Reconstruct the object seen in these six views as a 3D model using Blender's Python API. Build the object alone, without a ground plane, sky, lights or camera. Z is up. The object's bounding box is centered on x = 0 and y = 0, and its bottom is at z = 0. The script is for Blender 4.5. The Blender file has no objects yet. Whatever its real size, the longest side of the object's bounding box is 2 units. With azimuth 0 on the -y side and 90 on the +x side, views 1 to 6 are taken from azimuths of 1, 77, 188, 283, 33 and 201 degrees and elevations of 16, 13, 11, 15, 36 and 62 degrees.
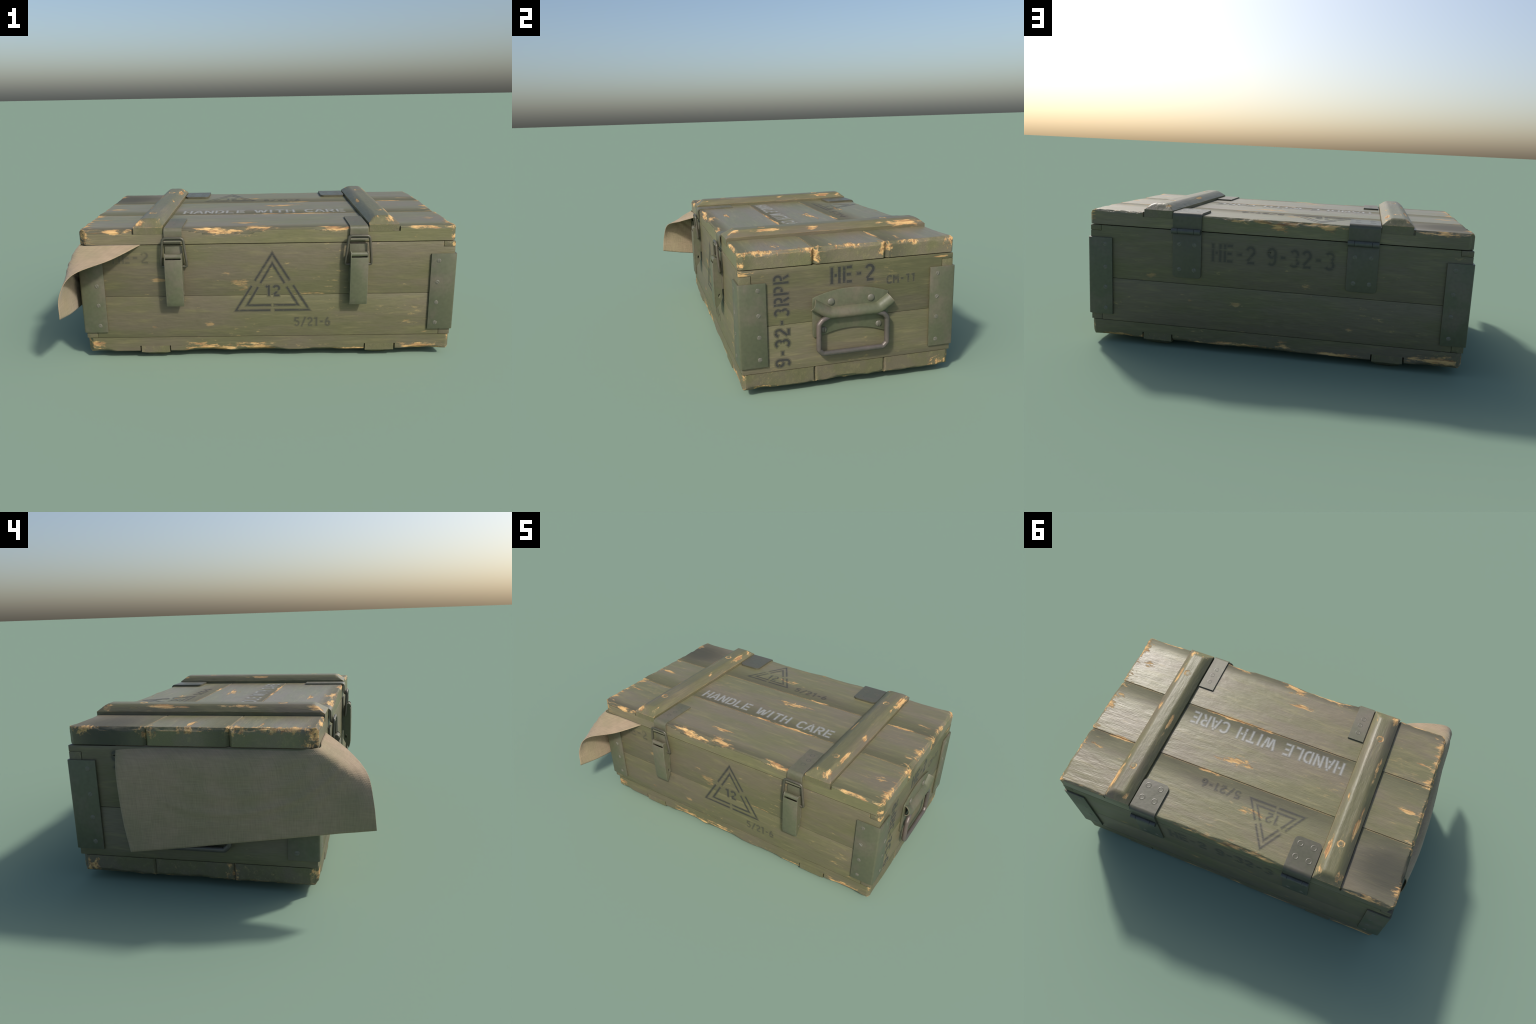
import bpy, bmesh, math, random
import numpy as np
from mathutils import Vector, Matrix

# ------------------------------------------------------------------ frame
CX, CY = 0.0125, 0.099            # crate centre in plan
HX, HY = 0.939, 0.527             # half length, half depth
X0, X1 = CX - HX, CX + HX + .0045
Y0, Y1 = CY - HY, CY + HY
Z_FLOOR0, Z_FLOOR1 = 0.037, 0.116 # bottom planks
Z_SEAM = 0.343                    # joint between the two side boards
Z_BODY1 = 0.6125
Z_LID0, Z_LID1 = 0.617, 0.6925     # lid planks
SEAMS = (-0.076, 0.276)           # joints between lid planks (y)
BATTEN = 0.5845                   # batten centre offset in x
BATTEN_HW = 0.073
LATCH = 0.460                     # latch centre offset in x
HINGE = 0.433                     # hinge centre offset in x

rng = np.random.RandomState(7)
TABLE = rng.rand(32, 32, 32)

def vnoise(p, scale=(1, 1, 1), seed=0.0):
    """smooth value noise 0..1 at points p (N,3)"""
    q = np.asarray(p, float) * np.asarray(scale, float) + seed * 7.31
    i = np.floor(q).astype(int)
    f = q - i
    f = f * f * (3 - 2 * f)
    out = 0
    for a in (0, 1):
        for b in (0, 1):
            for c in (0, 1):
                w = (f[:, 0] if a else 1 - f[:, 0]) * (f[:, 1] if b else 1 - f[:, 1]) * (f[:, 2] if c else 1 - f[:, 2])
                out = out + w * TABLE[(i[:, 0] + a) % 32, (i[:, 1] + b) % 32, (i[:, 2] + c) % 32]
    return out

# ------------------------------------------------------------------ objects
SC = bpy.context.scene.collection

def empty(name):
    o = bpy.data.objects.new(name, None)
    SC.objects.link(o)
    return o

ROOT = empty("wooden_ammunition_crate")
ROOT["label"] = "weathered olive green wooden ammunition crate with metal fittings and cloth"
ROOT["category"] = "ammunition crate"

def add(name, me, mat, parent=None, smooth=None, stuff=False):
    o = bpy.data.objects.new(name, me)
    SC.objects.link(o)
    o.parent = parent or ROOT
    if mat:
        if len(me.materials):
            me.materials[0] = mat
        else:
            me.materials.append(mat)
    if smooth is not None:
        for p in me.polygons:
            p.use_smooth = True
        if smooth < 179:
            me.set_sharp_from_angle(angle=math.radians(smooth))
    if stuff:
        o["kind"] = "stuff"
    return o

def mesh(name, verts, faces):
    me = bpy.data.meshes.new(name)
    me.from_pydata([tuple(map(float, v)) for v in verts], [], [tuple(map(int, f)) for f in faces])
    me.validate()
    me.update()
    bm = bmesh.new(); bm.from_mesh(me)
    bmesh.ops.recalc_face_normals(bm, faces=bm.faces)
    bm.to_mesh(me); bm.free()
    return me

# ------------------------------------------------------------------ primitives
def grid_box(xs, ys, zs):
    """surface grid of a box on the given coordinate lines"""
    nx, ny, nz = len(xs), len(ys), len(zs)
    idx, V, F = {}, [], []
    def vid(i, j, k):
        key = (i, j, k)
        if key not in idx:
            idx[key] = len(V)
            V.append((xs[i], ys[j], zs[k]))
        return idx[key]
    for k in (0, nz - 1):
        for i in range(nx - 1):
            for j in range(ny - 1):
                F.append((vid(i, j, k), vid(i + 1, j, k), vid(i + 1, j + 1, k), vid(i, j + 1, k)))
    for j in (0, ny - 1):
        for i in range(nx - 1):
            for k in range(nz - 1):
                F.append((vid(i, j, k), vid(i + 1, j, k), vid(i + 1, j, k + 1), vid(i, j, k + 1)))
    for i in (0, nx - 1):
        for j in range(ny - 1):
            for k in range(nz - 1):
                F.append((vid(i, j, k), vid(i, j + 1, k), vid(i, j + 1, k + 1), vid(i, j, k + 1)))
    return np.array(V, float), F

def lines(a, b, step, edge=(0, .0015, .003, .005, .0075, .0105, .014, .018, .023, .03, .04), extra=()):
    L = b - a
    e = [t for t in edge if t < L / 2]
    n = max(1, int(round((L - 2 * e[-1]) / step)))
    mid = list(np.linspace(a + e[-1], b - e[-1], n + 1))
    s = sorted(set([round(a + t, 5) for t in e] + [round(b - t, 5) for t in e] + [round(t, 5) for t in mid] + [round(t, 5) for t in extra]))
    return [t for i, t in enumerate(s) if i == 0 or t - s[i - 1] > 2e-4]

def extrude_poly(name, outer, to3d, depth, holes=(), bevel=0.0, segs=2):
    """flat outline (2D) with holes extruded by depth; to3d(u,v,h)->xyz"""
    bm = bmesh.new()
    def ring(pts, h):
        return [bm.verts.new(Vector((p[0], p[1], h))) for p in pts]
    if holes:
        edges = []
        for loop in [outer] + list(holes):
            r = ring(loop, 0)
            for i in range(len(r)):
                edges.append(bm.edges.new((r[i], r[(i + 1) % len(r)])))
        bmesh.ops.triangle_fill(bm, use_beauty=True, edges=edges)
    else:
        bm.faces.new(ring(outer, 0))
    res = bmesh.ops.extrude_face_region(bm, geom=bm.faces[:])
    top = [g for g in res['geom'] if isinstance(g, bmesh.types.BMVert)]
    for v in top:
        v.co.z += depth
    bmesh.ops.recalc_face_normals(bm, faces=bm.faces)
    if bevel > 0:
        sharp = [e for e in bm.edges if len(e.link_faces) == 2 and e.calc_face_angle(0) > 0.5]
        bmesh.ops.bevel(bm, geom=sharp, offset=bevel, segments=segs, affect='EDGES', profile=0.5, clamp_overlap=True)
    for v in bm.verts:
        v.co = Vector(to3d(v.co.x, v.co.y, v.co.z))
    bmesh.ops.recalc_face_normals(bm, faces=bm.faces)
    me = bpy.data.meshes.new(name)
    bm.to_mesh(me); bm.free()
    return me

def round_path(pts, r, n=5):
    """polyline with its inner corners rounded by radius r"""
    out = [Vector(pts[0])]
    for i in range(1, len(pts) - 1):
        a, b, c = Vector(pts[i - 1]), Vector(pts[i]), Vector(pts[i + 1])
        t = min(r, (a - b).length * .49, (c - b).length * .49)
        p, q = b + (a - b).normalized() * t, b + (c - b).normalized() * t
        for k in range(n + 1):
            s = k / n
            out.append(p * (1 - s) ** 2 + b * 2 * s * (1 - s) + q * s * s)
    out.append(Vector(pts[-1]))
    return out

def tube(name, pts, r, n=10):
    pts = [Vector(p) for p in pts]
    V, F = [], []
    up = None
    for i, p in enumerate(pts):
        t = (pts[min(i + 1, len(pts) - 1)] - pts[max(i - 1, 0)]).normalized()
        if up is None:
            up = t.orthogonal().normalized()
        up = (up - t * up.dot(t)).normalized()
        s = t.cross(up)
        for k in range(n):
            a = 2 * math.pi * k / n
            V.append(p + (up * math.cos(a) + s * math.sin(a)) * r)
    for i in range(len(pts) - 1):
        for k in range(n):
            F.append((i * n + k, i * n + (k + 1) % n, (i + 1) * n + (k + 1) % n, (i + 1) * n + k))
    F.append(tuple(range(n))[::-1])
    F.append(tuple((len(pts) - 1) * n + k for k in range(n)))
    return mesh(name, V, F)

def strip(name, path, x0, x1, th, bevel=0.0015, round_end=0.0):
    """sheet metal strip: path in (y,z), thickness th to the left of travel, width x0..x1"""
    P = [Vector((p[0], p[1])) for p in path]
    L, R = [], []
    for i, p in enumerate(P):
        t = (P[min(i + 1, len(P) - 1)] - P[max(i - 1, 0)]).normalized()
        nrm = Vector((-t.y, t.x))
        L.append(p + nrm * th); R.append(p)
    n = 9
    V, F = [], []
    cols = []
    for k in range(n):
        cols.append(x0 + (x1 - x0) * k / (n - 1))
    acc = [0]
    for i in range(1, len(P)):
        acc.append(acc[-1] + (P[i] - P[i - 1]).length)
    for side in (L, R):
        for i, p in enumerate(side):
            for x in cols:
                V.append((x, p.x, p.y))
    m = len(P)
    def vid(s, i, k): return s * m * n + i * n + k
    for i in range(m - 1):
        for k in range(n - 1):
            F.append((vid(0, i, k), vid(0, i, k + 1), vid(0, i + 1, k + 1), vid(0, i + 1, k)))
            F.append((vid(1, i, k), vid(1, i + 1, k), vid(1, i + 1, k + 1), vid(1, i, k + 1)))
        for k in (0, n - 1):
            F.append((vid(0, i, k), vid(0, i + 1, k), vid(1, i + 1, k), vid(1, i, k)))
    for i in (0, m - 1):
        for k in range(n - 1):
            F.append((vid(0, i, k), vid(1, i, k), vid(1, i, k + 1), vid(0, i, k + 1)))
    return mesh(name, V, F)

def lathe(name, prof, n=24):
    """profile (r,h) turned round the local z axis"""
    V, F = [], []
    for r, h in prof:
        for k in range(n):
            a = 2 * math.pi * k / n
            V.append((r * math.cos(a), r * math.sin(a), h))
    for i in range(len(prof) - 1):
        for k in range(n):
            F.append((i * n + k, i * n + (k + 1) % n, (i + 1) * n + (k + 1) % n, (i + 1) * n + k))
    F.append(tuple(range(n)))
    F.append(tuple((len(prof) - 1) * n + k for k in range(n)))
    return mesh(name, V, F)

def slotted_screw(name, r, h, slot=True, dish=0.0):
    """low domed screw head with a driver slot"""
    V, F = [], []
    rad = np.linspace(-1, 1, 27)
    idx = {}
    for i, a in enumerate(rad):
        for j, b in enumerate(rad):
            # square to disc
            u = a * math.sqrt(1 - b * b / 2); v = b * math.sqrt(1 - a * a / 2)
            d = math.hypot(u, v)
            z = h * math.sqrt(max(0, 1 - (d * 0.985) ** 2)) * 1.0
            if dish and d < .75:
                z -= dish * (1 - (d / .75) ** 2)
            if slot and abs(u) < .13 and d < .93:
                z -= h * .55
            idx[i, j] = len(V)
            V.append((u * r, v * r, z))
    for i in range(26):
        for j in range(26):
            F.append((idx[i, j], idx[i + 1, j], idx[i + 1, j + 1], idx[i, j + 1]))
    return mesh(name, V, F)

def place(name, me, mat, parent, pos, normal, spin, scale=1.0):
    o = add(name, me, mat, parent)
    q = Vector((0, 0, 1)).rotation_difference(Vector(normal))
    o.matrix_local = Matrix.Translation(pos) @ q.to_matrix().to_4x4() @ Matrix.Rotation(spin, 4, 'Z') @ Matrix.Scale(scale, 4)
    return o

# ------------------------------------------------------------------ materials
class NT:
    def __init__(self, name):
        self.m = bpy.data.materials.new(name)
        self.m.use_nodes = True
        self.t = self.m.node_tree
        self.t.nodes.clear()
        self.out = self.t.nodes.new("ShaderNodeOutputMaterial")
        self.b = self.t.nodes.new("ShaderNodeBsdfPrincipled")
        self.t.links.new(self.b.outputs[0], self.out.inputs[0])
    def n(self, kind, **kw):
        nd = self.t.nodes.new(kind)
        for k, v in kw.items():
            setattr(nd, k, v)
        return nd
    def put(self, sock, val):
        if hasattr(val, "is_output") or isinstance(val, bpy.types.NodeSocket):
            self.t.links.new(val, sock)
        else:
            if sock.type == 'RGBA' and len(val) == 3:
                val = (*val, 1)
            sock.default_value = val
    def math(self, op, a, b=0.0, c=0.0, clamp=False):
        nd = self.n("ShaderNodeMath", operation=op, use_clamp=clamp)
        for s, v in zip(nd.inputs, (a, b, c)):
            self.put(s, v)
        return nd.outputs[0]
    def vmath(self, op, a, b=(0, 0, 0)):
        nd = self.n("ShaderNodeVectorMath", operation=op)
        self.put(nd.inputs[0], a)
        if op not in ('LENGTH', 'ABSOLUTE'):
            self.put(nd.inputs[1], b)
        return nd.outputs['Value'] if op in ('LENGTH', 'DOT_PRODUCT') else nd.outputs[0]
    def coords(self):
        return self.n("ShaderNodeTexCoord").outputs['Object']
    def scaled(self, vec, scale, loc=(0, 0, 0)):
        nd = self.n("ShaderNodeMapping")
        self.put(nd.inputs['Vector'], vec)
        nd.inputs['Scale'].default_value = scale
        nd.inputs['Location'].default_value = loc
        return nd.outputs[0]
    def noise(self, vec, scale=1.0, detail=4.0, rough=0.55, dist=0.0):
        nd = self.n("ShaderNodeTexNoise")
        self.put(nd.inputs['Vector'], vec)
        nd.inputs['Scale'].default_value = scale
        nd.inputs['Detail'].default_value = detail
        nd.inputs['Roughness'].default_value = rough
        nd.inputs['Distortion'].default_value = dist
        return nd.outputs['Fac']
    def smooth(self, v, lo, hi):
        nd = self.n("ShaderNodeMapRange", interpolation_type='SMOOTHSTEP')
        self.put(nd.inputs['Value'], v)
        nd.inputs['From Min'].default_value = lo
        nd.inputs['From Max'].default_value = hi
        return nd.outputs[0]
    def linear(self, v, lo, hi, a=0., b=1.):
        nd = self.n("ShaderNodeMapRange")
        self.put(nd.inputs['Value'], v)
        for k, x in (('From Min', lo), ('From Max', hi), ('To Min', a), ('To Max', b)):
            nd.inputs[k].default_value = x
        return nd.outputs[0]
    def mix(self, f, a, b, blend='MIX'):
        nd = self.n("ShaderNodeMix", data_type='RGBA', blend_type=blend)
        self.put(nd.inputs[0], f)
        self.put(nd.inputs[6], a)
        self.put(nd.inputs[7], b)
        return nd.outputs[2]
    def sep(self, vec):
        nd = self.n("ShaderNodeSeparateXYZ")
        self.put(nd.inputs[0], vec)
        return nd.outputs
    def bump(self, h, strength, dist, normal=None):
        nd = self.n("ShaderNodeBump")
        self.put(nd.inputs['Height'], h)
        nd.inputs['Strength'].default_value = strength
        nd.inputs['Distance'].default_value = dist
        if normal is not None:
            self.put(nd.inputs['Normal'], normal)
        return nd.outputs[0]
    def edge(self, radius, normal_ref=None):
        """0 on flats, rising towards worn convex edges"""
        bv = self.n("ShaderNodeBevel", samples=6)
        bv.inputs['Radius'].default_value = radius
        g = self.n("ShaderNodeNewGeometry")
        d = self.vmath('DOT_PRODUCT', bv.outputs[0], g.outputs['True Normal'])
        return self.math('SUBTRACT', 1.0, d, clamp=True)

def wood(name, grain='x', tone=0.0, edge_wear=1.0, edge_radius=0.012, spots=(), rings=(), seams=None,
         dark_end=None, scuff=0.5, paint=None, seed=0.0, spot_gain=1.0, edge_z=None, gloss=.5, housing=None):
    """painted, weathered wood.
    spots: (x,y,z,rx,ry,rz) patches where the paint is worn to bare timber
    rings: (x,y,r) worn rings round countersunk plugs
    seams: list of y0 where each plank's darker, rougher front side begins (lid only)
    paint: (rgb, opacity) stencil paint over the wood"""
    m = NT(name)
    P = m.coords()
    ax = 0 if grain == 'x' else 1
    def gs(l, c):                       # l along the grain, c across
        return (l, c, c) if ax == 0 else (c, l, c)
    off = (seed * 3.1, seed * 1.7, seed * 2.3)
    broad = m.noise(m.scaled(P, gs(1.6, 6.0), off), 1.0, 5, .6)
    mid = m.noise(m.scaled(P, gs(5., 40.), off), 1.0, 5, .6)
    fine = m.noise(m.scaled(P, gs(14., 260.), off), 1.0, 3, .6)
    blot = m.noise(m.scaled(P, (9, 9, 9), off), 1.0, 6, .65)
    green = (.128, .122, .061)
    brown = (.142, .121, .079)
    col = m.mix(m.smooth(broad, .38, .62), green, brown)
    col = m.mix(m.math('MULTIPLY', m.smooth(mid, .50, .72), .42), col, (.215, .190, .092))
    col = m.mix(m.math('MULTIPLY', m.smooth(blot, .58, .75), .35), col, (.098, .090, .054))
    sh = m.linear(fine, .25, .75, .86, 1.12)
    col = m.mix(1.0, col, m.n_rgb(sh), 'MULTIPLY')
    if tone:
        col = m.mix(1.0, col, (1 + tone, 1 + tone, 1 + tone), 'MULTIPLY')
    dark_mask = None
    # darker, rougher band along the front side of every lid plank
    if seams:
        xyz = m.sep(P)
        g = None
        for y0, wdt in seams:
            d = m.math('SUBTRACT', xyz[1], y0)
            a = m.math('MULTIPLY', m.smooth(d, wdt, .0), m.math('GREATER_THAN', d, 0.0))
            g = a if g is None else m.math('MAXIMUM', g, a)
        g = m.math('MULTIPLY', g, m.linear(broad, .3, .6, .55, .95))
        if dark_end:  # darker, rougher oval towards one end of the plank
            x_, y_, r_ = dark_end
            dd = m.vmath('LENGTH', m.vmath('MULTIPLY', m.vmath('SUBTRACT', P, (x_, y_, .69)), (1 / r_, 1 / .2, 1)))
            g = m.math('MAXIMUM', g, m.math('MULTIPLY', m.smooth(dd, 1.25, .1), 1.0))
        dark_mask = g
        col = m.mix(m.math('MULTIPLY', g, .74), col, (.054, .056, .036))
        if dark_end:
            col = m.mix(m.math('MULTIPLY', m.smooth(dd, 1.2, .2), .45), col, (.046, .048, .042))
    # fine scuffs and specks of bare timber
    sp = m.noise(m.scaled(P, gs(16., 60.), (off[0] + 5, off[1], off[2])), 1.0, 6, .7)
    area = m.smooth(m.noise(m.scaled(P, (3.2, 3.2, 5), off), 1.0, 2, .5), .45, .7)
    sc = m.math('MULTIPLY', m.smooth(m.math('ADD', sp, m.math('MULTIPLY', area, .10)), .66, .76), scuff)
    col = m.mix(sc, col, (.36, .27, .12))
    # bare timber on edges and in knocked patches
    rag = m.noise(m.scaled(P, gs(10., 34.), (off[1], off[0] + 3, off[2])), 1.0, 8, .68)
    rag2 = m.noise(m.scaled(P, (2.6, 2.6, 2.6), (off[1] + 2, off[0], off[2])), 1.0, 3, .5)
    w = None
    if edge_wear > 0:
        e = m.edge(edge_radius)
        e = m.smooth(e, .015, .22)
        if edge_z:
            e = m.math('MULTIPLY', e, m.smooth(m.sep(P)[2], *edge_z))
        if housing:                     # no wear inside the batten housings
            dx = m.math('ABSOLUTE', m.math('SUBTRACT', m.math('ABSOLUTE', m.math('SUBTRACT', m.sep(P)[0], CX)), BATTEN))
            e = m.math('MULTIPLY', e, m.smooth(dx, housing, housing + .008))
        f = m.math('ADD', m.math('MULTIPLY', e, .55 * edge_wear), m.math('MULTIPLY', rag, .7))
        f = m.math('ADD', f, m.math('MULTIPLY', rag2, .55))
        w = m.math('MULTIPLY', m.smooth(f, 1.0, 1.12), m.smooth(e, .02, .2))
    for (x, y, z, rx, ry, rz) in spots:
        d = m.vmath('LENGTH', m.vmath('MULTIPLY', m.vmath('SUBTRACT', P, (x, y, z)), (1 / rx, 1 / ry, 1 / rz)))
        a = m.math('SUBTRACT', 1.0, d)
        a = m.smooth(m.math('ADD', a, m.math('MULTIPLY_ADD', rag, 5.5, -2.85)), .1, .75)
        a = m.math('MULTIPLY', m.math('MULTIPLY', a, spot_gain), m.smooth(d, 1.5, .9))
        w = a if w is None else m.math('MAXIMUM', w, a)
    for (x, y, r) in rings:
        d = m.vmath('LENGTH', m.vmath('MULTIPLY', m.vmath('SUBTRACT', P, (x, y, 0)), (1, 1, 0)))
        a = m.math('SUBTRACT', 1.0, m.math('DIVIDE', m.math('ABSOLUTE', m.math('SUBTRACT', d, r)), r * .42))
        a = m.smooth(m.math('ADD', a, m.math('MULTIPLY_ADD', rag, 5.0, -2.6)), .2, .9)
        a = m.math('MULTIPLY', a, m.smooth(d, r * 2.2, r * 1.5))
        w = a if w is None else m.math('MAXIMUM', w, a)
    rough = gloss
    if dark_mask is not None:
        rough = m.linear(dark_mask, 0, .8, gloss, .8)
    height = m.math('ADD', m.math('MULTIPLY', mid, .6), m.math('MULTIPLY', fine, .25))
    if w is not None:
        bare_n = m.noise(m.scaled(P, gs(9., 75.), (off[2], off[1], off[0] + 1)), 1.0, 6, .65)
        bare = m.mix(m.smooth(bare_n, .34, .56), (.28, .145, .065), (.62, .39, .16))
        bare = m.mix(m.smooth(bare_n, .56, .72), bare, (.76, .53, .25))
        col = m.mix(w, col, bare)
        rmix = m.n("ShaderNodeMix", data_type='FLOAT')
        m.put(rmix.inputs[0], w); m.put(rmix.inputs[2], rough); rmix.inputs[3].default_value = .85
        rough = rmix.outputs[0]
        height = m.math('SUBTRACT', height, m.math('MULTIPLY', w, .55))
    if paint:
        rgb, op = paint
        rub = m.noise(m.scaled(P, gs(25., 50.), off), 1.0, 5, .65)
        col = m.mix(m.math('MULTIPLY', m.smooth(rub, .24, .46), op), col, rgb)
    m.put(m.b.inputs['Base Color'], col)
    m.put(m.b.inputs['Roughness'], rough)
    m.b.inputs['Specular IOR Level'].default_value = .42
    m.put(m.b.inputs['Normal'], m.bump(height, .5, .004, m.bump(m.noise(m.scaled(P, gs(7., 16.), off), 1.0, 4, .6), .28, .010)))
    return m.m

def n_rgb(self, v):
    nd = self.n("ShaderNodeCombineColor")
    for s in nd.inputs:
        self.put(s, v)
    return nd.outputs[0]
NT.n_rgb = n_rgb

def metal(name, base=(.095, .102, .060), warm=(.128, .114, .080), worn=(.30, .25, .20), wear=.6, rough=.46, metallic=0.0, seed=0.0):
    """olive painted sheet steel, rubbed pale along its edges"""
    m = NT(name)
    P = m.coords()
    off = (seed, seed * 2, seed * .7)
    a = m.noise(m.scaled(P, (7, 7, 7), off), 1.0, 5, .6)
    b = m.noise(m.scaled(P, (60, 60, 60), off), 1.0, 4, .6)
    col = m.mix(m.smooth(a, .42, .68), base, warm)
    col = m.mix(1.0, col, m.n_rgb(m.linear(b, .25, .75, .88, 1.12)), 'MULTIPLY')
    e = m.smooth(m.edge(.006), .02, .25)
    w = m.smooth(m.math('ADD', m.math('MULTIPLY', e, .5), m.math('MULTIPLY', m.noise(m.scaled(P, (22, 22, 22), off), 1.0, 6, .65), .8)), .78, .98)
    w = m.math('MULTIPLY', m.math('MULTIPLY', w, wear), m.smooth(e, .05, .3))
    col = m.mix(w, col, worn)
    m.put(m.b.inputs['Base Color'], col)
    m.put(m.b.inputs['Roughness'], m.linear(a, .3, .7, rough - .06, rough + .08))
    m.b.inputs['Metallic'].default_value = metallic
    m.put(m.b.inputs['Normal'], m.bump(b, .18, .0015, m.bump(a, .2, .008)))
    return m.m

def fabric(name):
    """coarse sacking: two crossed thread sets with slubs"""
    m = NT(name)
    P = m.coords()
    xyz = m.sep(P)
    warpv = m.math('SUBTRACT', xyz[1], m.math('MULTIPLY', xyz[0], 1.2))
    def threads(v, other, freq, ph):
        nd = m.n("ShaderNodeCombineXYZ")
        m.put(nd.inputs[0], m.math('MULTIPLY', v, freq)); m.put(nd.inputs[1], m.math('MULTIPLY', other, 14.0)); nd.inputs[2].default_value = ph
        return m.noise(nd.outputs[0], 1.0, 3, .6)
    a = threads(warpv, xyz[2], 170., 1.)
    b = threads(xyz[2], warpv, 170., 5.)
    s1 = m.math('SINE', m.math('MULTIPLY', warpv, 900.))
    s2 = m.math('SINE', m.math('MULTIPLY', xyz[2], 900.))
    blot = m.noise(m.scaled(P, (5, 5, 5)), 1.0, 4, .6)
    col = m.mix(m.smooth(blot, .35, .65), (.355, .270, .180), (.305, .250, .155))
    k = m.math('MULTIPLY', m.linear(a, .3, .7, .90, 1.07), m.linear(b, .3, .7, .91, 1.06))
    col = m.mix(1.0, col, m.n_rgb(k), 'MULTIPLY')
    m.put(m.b.inputs['Base Color'], col)
    m.b.inputs['Roughness'].default_value = .95
    m.b.inputs['Specular IOR Level'].default_value = .15
    m.b.inputs['Sheen Weight'].default_value = .15
    h = m.math('ADD', m.math('ADD', m.math('MULTIPLY', a, .8), m.math('MULTIPLY', b, .8)), m.math('MULTIPLY', m.math('ADD', s1, s2), .1))
    m.put(m.b.inputs['Normal'], m.bump(h, .5, .003))
    return m.m

# ------------------------------------------------------------------ planks
def chip(t, chips):
    """extra chamfer from a list of (centre, half width, depth) knocks along an edge"""
    c = np.zeros_like(t)
    for p, w, d in chips:
        c = np.maximum(c, d * np.clip(1.25 * (1 - ((t - p) / w) ** 2), 0, 1))
    return c

def cut(A, B, c):
    """push points within chamfer c of the edge A=0,B=0 onto the chamfer plane"""
    s = A + B
    d = np.where(s < c, (c - s) / 2, 0)
    return A + d, B + d

HOUSE = {True: .0014, False: .007}   # clearance beside lid battens, beside runners

def plank(name, y0, y1, z0, z1, mat, top_edges, corners, dado, up=True, seed=0, end=.008, end_var=.018, seam_c=.0025):
    """full length plank with knocked edges. top_edges: chips on (front, back) outer edge;
    corners: vertical corner chamfers (x0y0, x0y1, x1y0, x1y1); dado: housing for the battens"""
    ex = []
    for s in (-1, 1):
        for t in (-1, 1):
            for gp in (HOUSE[up], .009):
                e = CX + s * BATTEN + t * (BATTEN_HW + gp)
                ex += [e - .0004, e + .0004]
    V, F = grid_box(lines(X0, X1, .011, extra=ex), lines(y0, y1, .016), lines(z0, z1, .009, edge=(0, .002, .005, .009, .014, .02)))
    x, y, z = V[:, 0].copy(), V[:, 1].copy(), V[:, 2].copy()
    if not up:
        z = (z0 + z1) - z
    N = lambda sc, s: vnoise(V, sc, seed + s)
    # housing groove for battens
    ins = np.zeros(len(V), bool)
    for s in (-1, 1):
        q = (x - (CX + s * BATTEN)) * s          # positive on the outer side
        ins |= np.abs(q) < BATTEN_HW + HOUSE[up]
        ins |= (q > 0) & (q < BATTEN_HW + .009) & (np.minimum(y - Y0, Y1 - y) < .008)
    lim = z1 - dado
    z = np.where(ins & (z > lim), lim - (z - lim) * .001, z)
    a0, a1, b0, b1, t = x - X0, X1 - x, y - y0, y1 - y, z1 - z
    rough = lambda s: .55 * N((9, 9, 9), s) + .3 * N((28, 28, 28), s + 1) + .25 * N((80, 80, 80), s + 2)
    r0 = rough(1)
    near = np.minimum(np.minimum(a0, a1), np.minimum(b0, b1))
    ce = end + end_var * np.clip((rough(3) - .35) * 1.8, 0, 1.2)
    a0, t = cut(a0, t, ce)
    a1, t = cut(a1, t, ce)
    cf = np.where(top_edges[0] is None, seam_c, .006 + chip(x, top_edges[0] or ()) * .62 * (.55 + .75 * r0))
    cb = np.where(top_edges[1] is None, seam_c, .006 + chip(x, top_edges[1] or ()) * .5 * (.55 + .75 * r0))
    free = ~ins
    b0n, tn = cut(b0, t, cf); b0, t = np.where(free, b0n, b0), np.where(free, tn, t)
    b1n, tn = cut(b1, t, cb); b1, t = np.where(free, b1n, b1), np.where(free, tn, t)
    a0, b0 = cut(a0, b0, corners[0] * (.7 + .6 * r0))
    a0, b1 = cut(a0, b1, corners[1] * (.7 + .6 * r0))
    a1, b0 = cut(a1, b0, corners[2] * (.7 + .6 * r0))
    a1, b1 = cut(a1, b1, corners[3] * (.7 + .6 * r0))
    X = np.where(np.abs(x - X0) < np.abs(X1 - x), X0 + a0, X1 - a1)
    Y = np.where(np.abs(y - y0) < np.abs(y1 - y), y0 + b0, y1 - b1)
    Z = z1 - t
    # gnawed timber on the broken faces
    moved = np.clip((np.abs(X - x) + np.abs(Y - y) + np.abs(Z - z)) / .012, 0, 1)
    g = (N((60, 60, 60), 9) - .5) * .006 * moved
    Z = np.minimum(Z + g, z1)
    if not up:
        Z = (z0 + z1) - Z
    me = mesh(name, np.stack([X, Y, Z], 1), F)
    return add(name, me, mat, smooth=28)

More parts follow.
